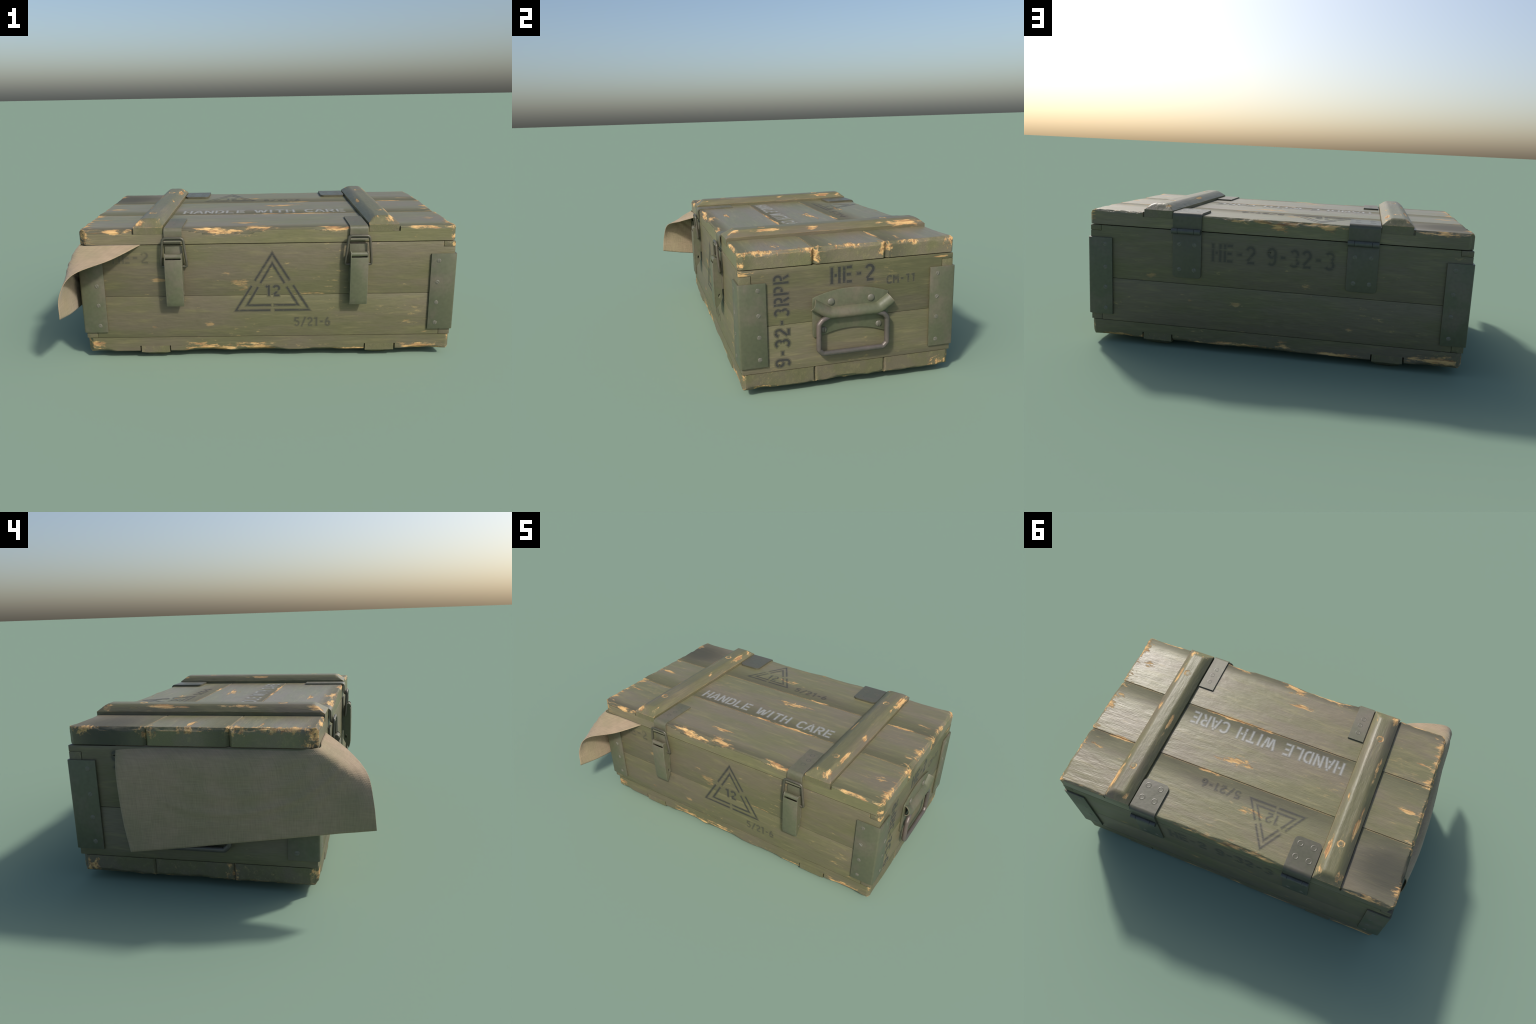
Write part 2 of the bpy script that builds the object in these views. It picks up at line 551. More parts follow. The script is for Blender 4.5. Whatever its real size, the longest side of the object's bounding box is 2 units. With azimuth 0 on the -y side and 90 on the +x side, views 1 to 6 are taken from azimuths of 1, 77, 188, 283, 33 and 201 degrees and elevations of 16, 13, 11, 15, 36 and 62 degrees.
gap = .0004
seam_bands = [(Y0, .085), (SEAMS[0], .15), (SEAMS[1], .19)]
EDGE_Z = Z_LID1
lid_spots = [
    (-.17, Y0, .69, .22, .035, .035), (-.30, Y0, .69, .09, .045, .022), (-.02, Y0 + .03, .694, .11, .03, .02),
    (.35, Y0, .69, .09, .03, .022), (-.78, Y0, .688, .15, .022, .022), (.80, Y0, .695, .15, .012, .015),
    (X0, Y0, .66, .075, .075, .07), (X0, -.27, .69, .045, .15, .022), (X0, -.10, .69, .06, .06, .03),
    (X1, -.34, .69, .05, .12, .02), (X1, -.10, .69, .07, .07, .02), (X1, .10, .69, .05, .08, .015),
    (X1, .27, .68, .04, .035, .05), (X1, -.075, .67, .03, .03, .06), (X1, .40, .69, .03, .07, .02), (X1, .61, .68, .03, .04, .05),
    (X1, Y0, .65, .03, .03, .06), (.86, -.25, .695, .05, .03, .02), (.90, .02, .695, .04, .012, .02), (.86, .36, .695, .05, .02, .02),
    (X0, .08, .69, .04, .09, .02), (X0, .27, .69, .05, .05, .05), (X0, .55, .69, .05, .06, .03), (-.84, .10, .695, .05, .02, .02),
    (.10, .17, .695, .12, .035, .02), (.06, .15, .695, .03, .012, .02), (-.08, .42, .695, .08, .02, .02), (.03, .42, .695, .03, .012, .02),
    (.18, SEAMS[0] + .002, .695, .30, .010, .02), (.26, SEAMS[1] + .005, .695, .10, .016, .02), (.75, SEAMS[1], .695, .18, .012, .02),
    (-.13, Y1, .685, .20, .03, .022), (.14, Y1, .685, .18, .02, .015), (-.78, Y1, .69, .12, .03, .02), (.75, Y1, .69, .13, .016, .015),
    (-.02, Y1, .665, .05, .012, .03), (-.25, Y1, .672, .06, .012, .025), (-.85, -.20, .695, .05, .02, .02), (-.10, -.30, .695, .1, .012, .02), (.62, .30, .695, .04, .012, .02),
]
def near_y(spots, y0, y1):
    return [s for s in spots if y0 - .03 < s[1] < y1 + .03]

lid_bounds = [(Y0, SEAMS[0] - gap), (SEAMS[0] + gap, SEAMS[1] - gap), (SEAMS[1] + gap, Y1)]
lid_edges = [([(-.17, .21, .030), (.34, .09, .02), (-.79, .15, .016), (.85, .1, .012)], None), (None, None),
             (None, [(-.13, .2, .02), (.2, .12, .014), (-.78, .14, .022), (.8, .12, .012)])]
lid_corners = [(.040, .014, .022, .014), (.012, .012, .014, .012), (.012, .025, .012, .010)]
wood_lid = []
for i, (a, b) in enumerate(lid_bounds):
    mt = wood("painted_wood_lid", 'x', spots=near_y(lid_spots, a, b), seams=[seam_bands[i]], dark_end=(-.86, .45, .28) if i == 2 else None,
              seed=1.3 + i, edge_radius=.014, tone=.30, edge_z=(.635, .66), gloss=.36, scuff=.45, housing=.090)
    wood_lid.append(mt)
    plank("lid_plank", a, b, Z_LID0, Z_LID1, mt, lid_edges[i], lid_corners[i], Z_LID1 - .668, seed=i * 11)

floor_spots = [
    (-.28, Y0, .05, .20, .03, .04), (-.03, Y0, .06, .09, .02, .04), (-.88, Y0, .06, .06, .03, .05), (.80, Y0, .055, .16, .02, .025),
    (.45, Y0, .042, .15, .02, .015), (X1, Y0, .10, .02, .02, .03), (X1, -.33, .045, .02, .08, .012), (X1, .58, .06, .02, .08, .025), (X1, Y1, .1, .02, .02, .04),
    (X0, .58, .06, .02, .06, .05), (X0, -.06, .06, .02, .03, .05), (X0, Y0, .08, .03, .03, .05), (.15, Y1, .048, .30, .03, .014),
    (-.06, Y1, .07, .05, .02, .025), (.75, Y1, .045, .14, .03, .014), (-.80, Y1, .06, .14, .03, .04), (-.35, Y1, .048, .15, .03, .014)]
floor_edges = [([(-.30, .12, .02), (-.02, .14, .022), (-.86, .07, .02), (.82, .10, .014), (.30, .1, .012)], None), (None, None),
               (None, [(.05, .18, .016), (-.82, .12, .024), (.5, .12, .012), (.83, .1, .014)])]
floor_corners = [(.03, .008, .014, .008), (.008, .008, .008, .008), (.008, .03, .008, .02)]
for i, (a, b) in enumerate(lid_bounds):
    mt = wood("painted_wood_floor", 'x', spots=near_y(floor_spots, a, b), seed=6.3 + i, edge_radius=.012, tone=-.04, edge_z=(.10, .085), housing=.088)
    plank("floor_plank", a, b, Z_FLOOR0, Z_FLOOR1, mt, floor_edges[i], floor_corners[i], .032, up=False, seed=40 + i * 13, end=.008, end_var=.016, seam_c=.005)

# ------------------------------------------------------------------ battens and runners
def batten(name, cx, z0, shoulder, crown, hw, mat, up=True, seed=0):
    """cross batten with chamfered shoulders and sloping ends"""
    top = crown
    V, F = grid_box(lines(cx - hw, cx + hw, .008, edge=(0, .002, .005, .009, .014)), lines(Y0 - .001, Y1 + .001, .012), lines(z0, top, .008, edge=(0, .002, .006)))
    x, y, z = V.T
    u = hw - np.abs(x - cx)                      # distance from the side
    n1 = vnoise(V, (14, 9, 14), seed)
    n2 = vnoise(V, (50, 30, 50), seed + 2)
    slope = (crown - .003 - shoulder) / .030
    prof = shoulder + (crown - shoulder) * (1 - (1 - np.clip(u / .046, 0, 1)) ** 1.55)
    rise = crown - shoulder + .006
    ramp = np.minimum(shoulder - .006 + (y - Y0 + .001) * rise / (.052 + .012 * (n1 - .5)),
                      shoulder - (.006 if not up else .001) + (Y1 + .001 - y) * rise / ((.042 if up else .05) + .006 * (n1 - .5)))
    lim = np.minimum(prof, ramp)
    k = (z - z0) / (top - z0)
    broken = np.clip((top - lim) / .02, 0, 1)
    lim = lim - broken * (.002 * n2 + .003 * np.clip(n1 - .5, 0, 1))
    Z = z0 + k * (lim - z0)
    Y = y
    if not up:
        Z = -Z
    me = mesh(name, np.stack([x, Y, Z], 1), F)
    return add(name, me, mat, smooth=38)

PLUG_Y = (-.238, .421)
for s in (-1, 1):
    cx = CX + s * BATTEN
    if s > 0:
        sp = [(cx + .06, .53, .72, .022, .13, .04), (cx + .055, .36, .725, .02, .05, .03), (cx - .05, .60, .73, .04, .03, .02), (cx + .04, -.385, .725, .03, .03, .03),
              (cx - .045, -.385, .73, .025, .02, .02), (cx + .05, -.2, .73, .012, .09, .015), (cx + .05, .02, .73, .014, .06, .02), (cx - .05, .12, .73, .01, .08, .015)]
    else:
        sp = [(cx - .05, -.40, .725, .03, .05, .03), (cx + .05, -.36, .73, .016, .05, .02), (cx + .05, .46, .73, .014, .08, .02), (cx - .05, .3, .73, .012, .12, .02),
              (cx + .05, .58, .73, .03, .04, .03), (cx - .055, .58, .73, .03, .05, .03), (cx - .05, -.05, .73, .012, .1, .015), (cx + .045, .15, .73, .012, .05, .015)]
    mt = wood("painted_wood_batten", 'y', spots=sp, rings=[(cx + .003 * s, y, .017) for y in PLUG_Y], seed=20 + s, edge_radius=.01, edge_wear=.95, scuff=.3, edge_z=(.695, .705), gloss=.42, tone=.08)
    batten("lid_batten", cx, .6685, .7095, .7385, BATTEN_HW, mt, seed=5 + s)
    plug = lathe("wood_plug", [(.0001, .7385), (.0115, .7385), (.0125, .7375), (.0125, .732)], 20)
    for y in PLUG_Y:
        o = add("wood_plug", plug, mt)
        o.location = (cx + .003 * s, y, .0005)
    mr = wood("painted_wood_runner", 'y', seed=30 + s, edge_wear=0, scuff=.2, tone=.02)
    batten("base_runner", cx, -.069, -.026, 0.0, BATTEN_HW + .001, mr, up=False, seed=15 + s)

# ------------------------------------------------------------------ side boards with finger joints
TH = .057
FING_T, FING_B = .585, .165
body_spots_f = [(.82, Y0, .134, .06, .02, .008), (.72, Y0, .19, .03, .02, .014), (-.28, Y0, .185, .03, .02, .014), (-.12, Y0, .40, .07, .02, .03), (-.18, Y0, .46, .03, .02, .012),
                (.22, Y0, .35, .10, .02, .008), (-.53, Y0, .43, .05, .02, .01), (.93, Y0, .60, .05, .03, .02), (-.57, Y0, .17, .02, .02, .01)]
body_spots_r = [(X1, Y0, .60, .03, .06, .02), (X1, .55, .60, .02, .06, .006)]
body_spots_b = [(.62, Y1, .37, .07, .02, .02), (-.15, Y1, .375, .04, .02, .02), (.20, Y1, .26, .035, .02, .015), (.43, Y1, .26, .02, .02, .01), (-.38, Y1, .18, .02, .02, .01)]
mat_front = wood("painted_wood_front", 'x', spots=body_spots_f, seed=3.1, edge_wear=0, spot_gain=.45, scuff=.75)
mat_back = wood("painted_wood_back", 'x', spots=body_spots_b, seed=9.4, edge_wear=0, spot_gain=.45, scuff=.75)
mat_right = wood("painted_wood_end", 'y', spots=body_spots_r, seed=12.2, edge_wear=0, scuff=.35)
mat_left = wood("painted_wood_end", 'y', seed=15.7, edge_wear=0, scuff=.35)

def board_outline(a, b, z0, z1, notch_top, notch_bot, upper):
    t = TH
    if upper:     # notch (or tongue) in the top corners
        if notch_top:
            return [(a, z0), (b, z0), (b, FING_T), (b - t, FING_T), (b - t, z1), (a + t, z1), (a + t, FING_T), (a, FING_T)]
        return [(a + t, z0), (b - t, z0), (b - t, FING_T), (b, FING_T), (b, z1), (a, z1), (a, FING_T), (a + t, FING_T)]
    if notch_bot:
        return [(a + t, z0), (b - t, z0), (b - t, FING_B), (b, FING_B), (b, z1), (a, z1), (a, FING_B), (a + t, FING_B)]
    return [(a, z0), (b, z0), (b, FING_B), (b - t, FING_B), (b - t, z1), (a + t, z1), (a + t, FING_B), (a, FING_B)]

e = .0006
for side, mt in ((-1, mat_front), (1, mat_back)):
    for upper in (True, False):
        z0, z1 = (Z_SEAM + e, Z_BODY1) if upper else (Z_FLOOR1 + .0015, Z_SEAM - e)
        o2 = board_outline(X0 + .001, X1 - .001, z0, z1, True, True, upper)
        f = (lambda u, v, h: (u, Y0 + h, v)) if side < 0 else (lambda u, v, h: (u, Y1 - h, v))
        me = extrude_poly("long_board", o2, f, TH - .001, bevel=.0022, segs=2)
        add("long_board", me, mt, smooth=30)
for side, mt in ((1, mat_right), (-1, mat_left)):
    for upper in (True, False):
        z0, z1 = (Z_SEAM + e, Z_BODY1) if upper else (Z_FLOOR1 + .0015, Z_SEAM - e)
        o2 = board_outline(Y0 + .0005, Y1 - .0005, z0, z1, False, False, upper)
        o2 = [(u + (e if u < CY else -e) * 1.2 if abs(abs(u - CY) - HY) > .01 else u, v + (e if v == FING_T else (-e if v == FING_B else 0))) for u, v in o2]
        f = (lambda u, v, h: (X1 - .0007 - h, u, v)) if side > 0 else (lambda u, v, h: (X0 + .0007 + h, u, v))
        me = extrude_poly("end_board", o2, f, TH - .001, bevel=.0022, segs=2)
        add("end_board", me, mt, smooth=30)
# added filler block, unseen inside, keeps light from leaking through the joints
inner = extrude_poly("light_blocker", [(X0 + .06, Y0 + .06), (X1 - .06, Y0 + .06), (X1 - .06, Y1 - .06), (X0 + .06, Y1 - .06)], lambda u, v, h: (u, v, .118 + h), .49)
add("light_blocker", inner, mat_back)

# ------------------------------------------------------------------ metal fittings
M_PLATE = metal("olive_steel_corner", seed=1.0, wear=.35)
M_LATCH = metal("olive_steel_latch", base=(.105, .112, .064), warm=(.13, .118, .08), worn=(.33, .28, .25), seed=4.0, wear=.6)
M_STRAP = metal("olive_steel_strap", base=(.112, .112, .068), warm=(.14, .122, .088), worn=(.32, .29, .24), seed=6.0, wear=.4)
M_HINGE = metal("olive_steel_hinge", base=(.084, .084, .054), warm=(.098, .088, .066), worn=(.25, .23, .2), seed=8.0, wear=.35, rough=.36)
M_HANDLE = metal("olive_steel_handle", base=(.10, .107, .062), warm=(.14, .122, .082), worn=(.33, .24, .19), seed=11.0, wear=.8)
M_BAIL = metal("bare_steel_bail", base=(.105, .095, .082), warm=(.145, .115, .10), worn=(.36, .32, .30), seed=13.0, wear=.5, rough=.4, metallic=.25)
M_WIRE = metal("bare_steel_wire", base=(.085, .082, .058), warm=(.105, .092, .068), worn=(.28, .25, .2), seed=15.0, wear=.4, rough=.42, metallic=.2)
M_SCREW = metal("steel_screw", base=(.125, .125, .09), warm=(.15, .135, .11), worn=(.35, .32, .28), seed=17.0, wear=.5, rough=.42)
M_BARREL = metal("dark_steel_barrel", base=(.085, .09, .075), warm=(.11, .105, .095), worn=(.2, .2, .2), seed=19.0, wear=.4, rough=.42, metallic=.2)
RS = random.Random(11)

SCREW_FLAT = slotted_screw("screw", .011, .0024, True, .0)
SCREW_DOME = slotted_screw("screw", .0165, .0085, True)
SCREW_PLAIN = slotted_screw("screw", .0175, .0085, False)
SCREW_DISH = slotted_screw("screw", .015, .0013, False, .0022)

# corner angles
CO, CT = .0095, .0095
PZ0, PZ1 = .150, .551
SCZ = (.516, .402, .297, .186)
for sx in (-1, 1):
    for sy in (-1, 1):
        ox, oy = (X1 + CO if sx > 0 else X0 - CO), CY + sy * (HY + CO)
        lx, ly = (.128 if sx > 0 else .125), .131
        r = .012
        path = [(ox - sx * lx, oy), (ox - sx * r, oy), (ox - sx * r * .45, oy - sy * r * .12), (ox - sx * r * .12, oy - sy * r * .45), (ox, oy - sy * r), (ox, oy - sy * ly)]
        back = [(ox - sx * CT, oy - sy * ly), (ox - sx * CT, oy - sy * CT), (ox - sx * lx, oy - sy * CT)]
        tilt = RS.uniform(-.002, .002)
        me = extrude_poly("corner_plate", path + back, lambda u, v, h: (u, v, PZ0 + h), PZ1 - PZ0, bevel=.0018, segs=2)
        pl = add("corner_plate", me, M_PLATE, smooth=35)
        for z in SCZ:
            place("screw", SCREW_FLAT, M_SCREW, pl, (CX + sx * .862, oy - sy * .0002, z + RS.uniform(-.003, .003)), (0, sy, 0), RS.uniform(0, 3))
            place("screw", SCREW_FLAT, M_SCREW, pl, (ox - sx * .0002, CY + sy * .443, z + RS.uniform(-.003, .003)), (sx, 0, 0), RS.uniform(0, 3))

# latches ------------------------------------------------------------
for s in (-1, 1):
    lx = CX + s * LATCH
    hw = .044
    # strap over the lid, ending in an open hook
    path = round_path([(-.205, .7005), (-.4385, .7005), (-.4385, .634), (-.452, .628), (-.468, .634), (-.4775, .655)], .012, 5)
    path3 = [(p[0], p[1]) for p in [(v.x, v.y) for v in round_path([(a, b, 0) for a, b in [(-.205, Z_LID1 + .0003), (-.4345, Z_LID1 + .0003), (-.4345, .640), (-.447, .631), (-.457, .634)]], .013, 5)]]
    me = strip("latch_strap", [(y, z) for y, z in path3][::-1], lx - hw, lx + hw, .0075)
    strap = add("latch_strap", me, M_STRAP, smooth=40)
    for y, dx in ((-.255, 0), (-.305, .004), (-.350, -.003)):
        place("screw", SCREW_DISH, M_STRAP, strap, (lx + dx, y, Z_LID1 + .0074), (0, 0, 1), 0, .95)
    # keeper plate on the box
    me = extrude_poly("latch_keeper", [(lx - hw, .41), (lx + hw, .41), (lx + hw, .608), (lx - hw, .608)], lambda u, v, h: (u, Y0 - h, v), .008, bevel=.0015)
    add("latch_keeper", me, M_STRAP, strap, smooth=35)
    # wire loop
    yb = -.4545
    wp = [(lx - .036, yb + .008, .506), (lx - .064, yb + .008, .506), (lx - .0635, yb + .004, .530), (lx - .052, yb, .645), (lx - .040, yb, .653), (lx + .040, yb, .653),
          (lx + .052, yb, .645), (lx + .0635, yb + .004, .530), (lx + .064, yb + .008, .506), (lx + .036, yb + .008, .506)]
    add("wire_loop", tube("wire_loop", round_path(wp, .008, 4), .0066, 10), M_WIRE, strap, smooth=60)
    # lever: channel with two cheeks, roller at the top
    fw, ft = .043, .004
    LS = .0135
    cheek = [(-.491, .556), (-.4895, .572), (-.482, .578), (-.468, .576), (-.452, .562), (-.440, .540), (-.437, .50), (-.437, .362), (-.444, .345), (-.478, .312), (-.484, .306), (-.4905, .330)]
    cheek = [(max(-.4785, y + LS) if y < -.45 else y, z) for y, z in cheek]
    hole = [(-.453 + .0055 * math.cos(a), .374 + .012 * math.sin(a)) for a in [2 * math.pi * k / 14 for k in range(14)]]
    for t in (-1, 1):
        me = extrude_poly("lever_cheek", cheek, (lambda u, v, h: (lx + fw - ft + h, u, v)) if t > 0 else (lambda u, v, h: (lx - fw + h, u, v)), ft, holes=[hole])
        add("lever_cheek", me, M_LATCH, strap, smooth=30)
    face = [(-.4935, .548), (-.4935, .44), (-.4925, .33), (-.486, .303), (-.482, .303), (-.4885, .331), (-.4895, .44), (-.4895, .548)]
    face = [(y + LS, z) for y, z in face]
    me = extrude_poly("lever_face", face, lambda u, v, h: (lx - fw - .0008 + h, u, v), 2 * fw + .0016, bevel=.0012)
    add("lever_face", me, M_LATCH, strap, smooth=35)
    roll = tube("lever_roller", [(lx - fw + ft, -.4645, .562), (lx + fw - ft, -.4645, .562)], .0125, 18)
    add("lever_roller", roll, M_LATCH, strap, smooth=60)

# hinges -------------------------------------------------------------
def rounded_end(x0, x1, v0, v1, r):
    """rectangle whose v0 corners are rounded"""
    p = []
    for k in range(7):
        a = math.pi + k / 6 * math.pi / 2
        p.append((x0 + r + r * math.cos(a), v0 + r + r * math.sin(a)))
    for k in range(7):
        a = 1.5 * math.pi + k / 6 * math.pi / 2
        p.append((x1 - r + r * math.cos(a), v0 + r + r * math.sin(a)))
    return p + [(x1, v1), (x0, v1)]

for s in (-1, 1):
    hx = CX + s * HINGE
    hw = .0735
    def bend(u, v, h):
        # v runs over the lid to the rear edge and then down the back
        yb, zt = Y1 + .0005, Z_LID1 + .001
        r = .010 + h
        Lt = yb - .010
        arc = math.pi / 2 * .012
        if v < Lt:
            return (u, v, zt + h)
        if v < Lt + arc:
            a = (v - Lt) / .012
            return (u, Lt + r * math.sin(a), zt - .010 + r * math.cos(a))
        return (u, Lt + r, zt - .010 - (v - Lt - arc))
    o2 = rounded_end(hx - hw, hx + hw, .446, .446 + .2, .026)
    # subdivided outline so that it bends smoothly
    V, F = [], []
    rows = [.446, .448, .451, .455, .460, .466, .472] + list(np.linspace(.48, Y1 - .012, 8)) + list(np.linspace(Y1 - .0095, Y1 + .0094, 8)) + list(np.linspace(Y1 + .012, Y1 + .079, 6))
    R = .026
    cols = 9
    for h in (0.0, .0105):
        for v in rows:
            d = v - .446
            ins_ = R - math.sqrt(max(0, R * R - (R - d) ** 2)) if d < R else 0
            ins_ *= .9
            for k in range(cols):
                u = hx + (hw - ins_) * (-1 + 2 * k / (cols - 1))
                V.append(bend(u, v, h))
    m_, n_ = len(rows), cols
    vid = lambda a, i, k: a * m_ * n_ + i * n_ + k
    for i in range(m_ - 1):
        for k in range(n_ - 1):
            for a in (0, 1):
                F.append((vid(a, i, k), vid(a, i, k + 1), vid(a, i + 1, k + 1), vid(a, i + 1, k)))
        for k in (0, n_ - 1):
            F.append((vid(0, i, k), vid(0, i + 1, k), vid(1, i + 1, k), vid(1, i, k)))
    for i in (0, m_ - 1):
        for k in range(n_ - 1):
            F.append((vid(0, i, k), vid(1, i, k), vid(1, i, k + 1), vid(0, i, k + 1)))
    top = add("hinge_leaf", mesh("hinge_leaf", V, F), M_HINGE, smooth=35)
    for dx, y in ((-.036, .482), (.036, .482), (-.036, .556), (.036, .556)):
        place("screw", SCREW_DISH, M_HINGE, top, (hx + dx, y, Z_LID1 + .0113), (0, 0, 1), 0, 1.15)
    low = extrude_poly("hinge_leaf", rounded_end(hx - hw, hx + hw, .376, .606, .018), lambda u, v, h: (u, Y1 + h, v), .0085, bevel=.0018)
    low = add("hinge_leaf", low, M_HINGE, top, smooth=35)
    for dx, z in ((-.038, .545), (.038, .545), (-.038, .418), (.038, .418)):
        place("screw", SCREW_FLAT, M_SCREW, top, (hx + dx, Y1 + .0083, z), (0, 1, 0), RS.uniform(0, 3))
    bx = hx + .003
    for a, b in ((-.0735, -.0425), (-.0405, .0405), (.0425, .0735)):
        kn = tube("hinge_knuckle", [(bx + a, .6425, .612), (bx + a + .0015, .6425, .612), (bx + b - .0015, .6425, .612), (bx + b, .6425, .612)], .0138, 14)
        add("hinge_knuckle", kn, M_BARREL, top, smooth=50)

# carrying handles ---------------------------------------------------
for s in (-1, 1):
    wall = X1 if s > 0 else X0
    W = lambda d, y, z: (wall + s * d, y, z)
    # plate: arched top, arched cut-out below
    pts = []
    for k in range(15):
        t = -1 + 2 * k / 14
        pts.append((CY + t * .187, .458 + .035 * (1 - t * t)))
    pts += [(CY + .189, .44), (CY + .189, .28), (CY + .183, .266)]
    for k in range(13):
        t = 1 - 2 * k / 12
        pts.append((CY + t * .165, .264 + .033 * (1 - t * t)))
    pts += [(CY - .183, .266), (CY - .189, .28), (CY - .189, .44)]
    me = extrude_poly("handle_plate", pts, lambda u, v, h: W(h, u, v), .0085, bevel=.002)
    plate = add("handle_plate", me, M_HANDLE, smooth=35)
    # pressed hood that carries the bail
    spine = round_path([(CY - .187, .428, 0), (CY - .108, .381, 0), (CY + .135, .381, 0), (CY + .198, .424, 0)], .014, 4)
    V, F = [], []
    prof = [(.007, .027), (.019, .024), (.032, .014), (.039, .002), (.0415, -.009), (.038, -.019), (.030, -.025), (.021, -.026)]
    n = len(prof)
    for i, p in enumerate(spine):
        tg = (spine[min(i + 1, len(spine) - 1)] - spine[max(i - 1, 0)]).normalized()
        nr = Vector((-tg.y, tg.x, 0))
        endf = 1.0
        for d, q in prof:
            c = p + nr * q
            V.append(W(d, c.x, c.y))
        for d, q in prof:
            c = p + nr * (q * .86 - .001)
            V.append(W(max(.004, d - .005), c.x, c.y))
    for i in range(len(spine) - 1):
        a, b = i * 2 * n, (i + 1) * 2 * n
        for k in range(n - 1):
            F.append((a + k, a + k + 1, b + k + 1, b + k))
            F.append((a + n + k, b + n + k, b + n + k + 1, a + n + k + 1))
        F.append((a + n - 1, a + 2 * n - 1, b + 2 * n - 1, b + n - 1))
        F.append((a, b, b + n, a + n))
    for i in (0, len(spine) - 1):
        a = i * 2 * n
        for k in range(n - 1):
            F.append((a + k, a + n + k, a + n + k + 1, a + k + 1))
    add("handle_hood", mesh("handle_hood", V, F), M_HANDLE, plate, smooth=60)
    # bail
    BD = .0300
    bp = [(.024, CY - .10, .372), (.026, CY - .125, .362), (BD, CY - .148, .354), (BD, CY - .165, .334), (BD, CY - .166, .210), (BD, CY - .146, .190),
          (BD, CY + .154, .190), (BD, CY + .174, .210), (BD, CY + .174, .334), (BD, CY + .158, .354), (.026, CY + .135, .362), (.024, CY + .11, .372)]
    add("handle_bail", tube("handle_bail", round_path([W(*p) for p in bp], .006, 4), .0124, 12), M_BAIL, plate, smooth=60)
    for y, z in ((CY - .098, .433), (CY + .100, .433)):
        place("screw", SCREW_PLAIN, M_SCREW, plate, W(.0083, y, z), (s, 0, 0), 0)
    for y, z in ((CY - .135, .300), (CY + .140, .300)):
        place("screw", SCREW_DOME, M_SCREW, plate, W(.0083, y, z), (s, 0, 0), 1.57 if s > 0 else .3, .95)

# ------------------------------------------------------------------ sacking caught under the lid
ribs = [  # each rib falls from the lid joint to the hem
    [(-.915, .412, .6145), (-.9560, .404, .525), (-.968, .394, .400), (-.975, .380, .280), (-.980, .358, .166)],
    [(-.915, .230, .6145), (-.9680, .230, .560), (-.984, .228, .430), (-.989, .222, .300), (-.986, .215, .188)],
    [(-.915, .050, .6145), (-.9700, .050, .565), (-.988, .045, .445), (-.989, .040, .325), (-.984, .030, .214)],
    [(-.915, -.150, .6145), (-.9620, -.155, .565), (-.982, -.165, .450), (-.984, -.170, .345), (-.981, -.180, .245)],
    [(-.915, -.330, .6145), (-.9480, -.348, .575), (-.968, -.365, .470), (-.973, -.368, .365), (-.972, -.360, .268)],
    [(-.915, -.428, .6145), (-.9400, -.479, .577), (-.960, -.522, .508), (-.969, -.535, .400), (-.964, -.512, .289)],
    [(-.790, -.428, .6145), (-.8600, -.519, .572), (-.937, -.585, .515), (-.972, -.603, .415), (-.968, -.585, .300)],
    [(-.615, -.428, .6145), (-.7420, -.533, .568), (-.905, -.614, .520), (-.968, -.643, .425), (-.973, -.657, .312)],
]
RB = np.array(ribs, float)
def catmull(A, t):
    """A: (n,...) control rows, t in 0..n-1"""
    n = len(A)
    i = min(int(t), n - 2); f = t - i
    p1, p2 = A[i], A[i + 1]
    p0 = A[i - 1] if i > 0 else 2 * p1 - p2
    p3 = A[i + 2] if i + 2 < n else 2 * p2 - p1
    return .5 * ((2 * p1) + (-p0 + p2) * f + (2 * p0 - 5 * p1 + 4 * p2 - p3) * f * f + (-p0 + 3 * p1 - 3 * p2 + p3) * f ** 3)
NU, NV = 100, 52
V, F = [], []
for i in range(NU + 1):
    row = catmull(RB, i / NU * (len(RB) - 1))
    for j in range(NV + 1):
        u, v = i / NU, j / NV
        p = catmull(row, v * 4)
        # hanging swags between the corner and the rear edge
        arc = v - .30 - .42 * math.sin(math.pi * min(1, u / .78)) * .9
        k = math.sin(math.pi * min(1, max(0, u))) * min(1, v * 2.5) * min(1, (1 - v) * 3)
        amp = -.0025 * k
        for a0, wd, hgt in ((-.34, .05, .0045), (-.17, .045, .005), (.0, .035, .008), (.13, .05, .005)):
            amp += hgt * math.exp(-((arc - a0 - .03 * math.sin(5 * u)) / wd) ** 2) * k
        amp += .0018 * (vnoise(np.array([[u * 9, v * 7, .5]]))[0] - .5) * min(1, v * 4)
        p = p + np.array([-amp, 0, 0])
        V.append(p)
for i in range(NU):
    for j in range(NV):
        a = i * (NV + 1) + j
        F.append((a, a + 1, a + NV + 2, a + NV + 1))
me = mesh("sacking_cloth", V, F)
cl = add("sacking_cloth", me, fabric("sacking"), smooth=180)
so = cl.modifiers.new("s", 'SOLIDIFY'); so.thickness = .0035; so.offset = 0

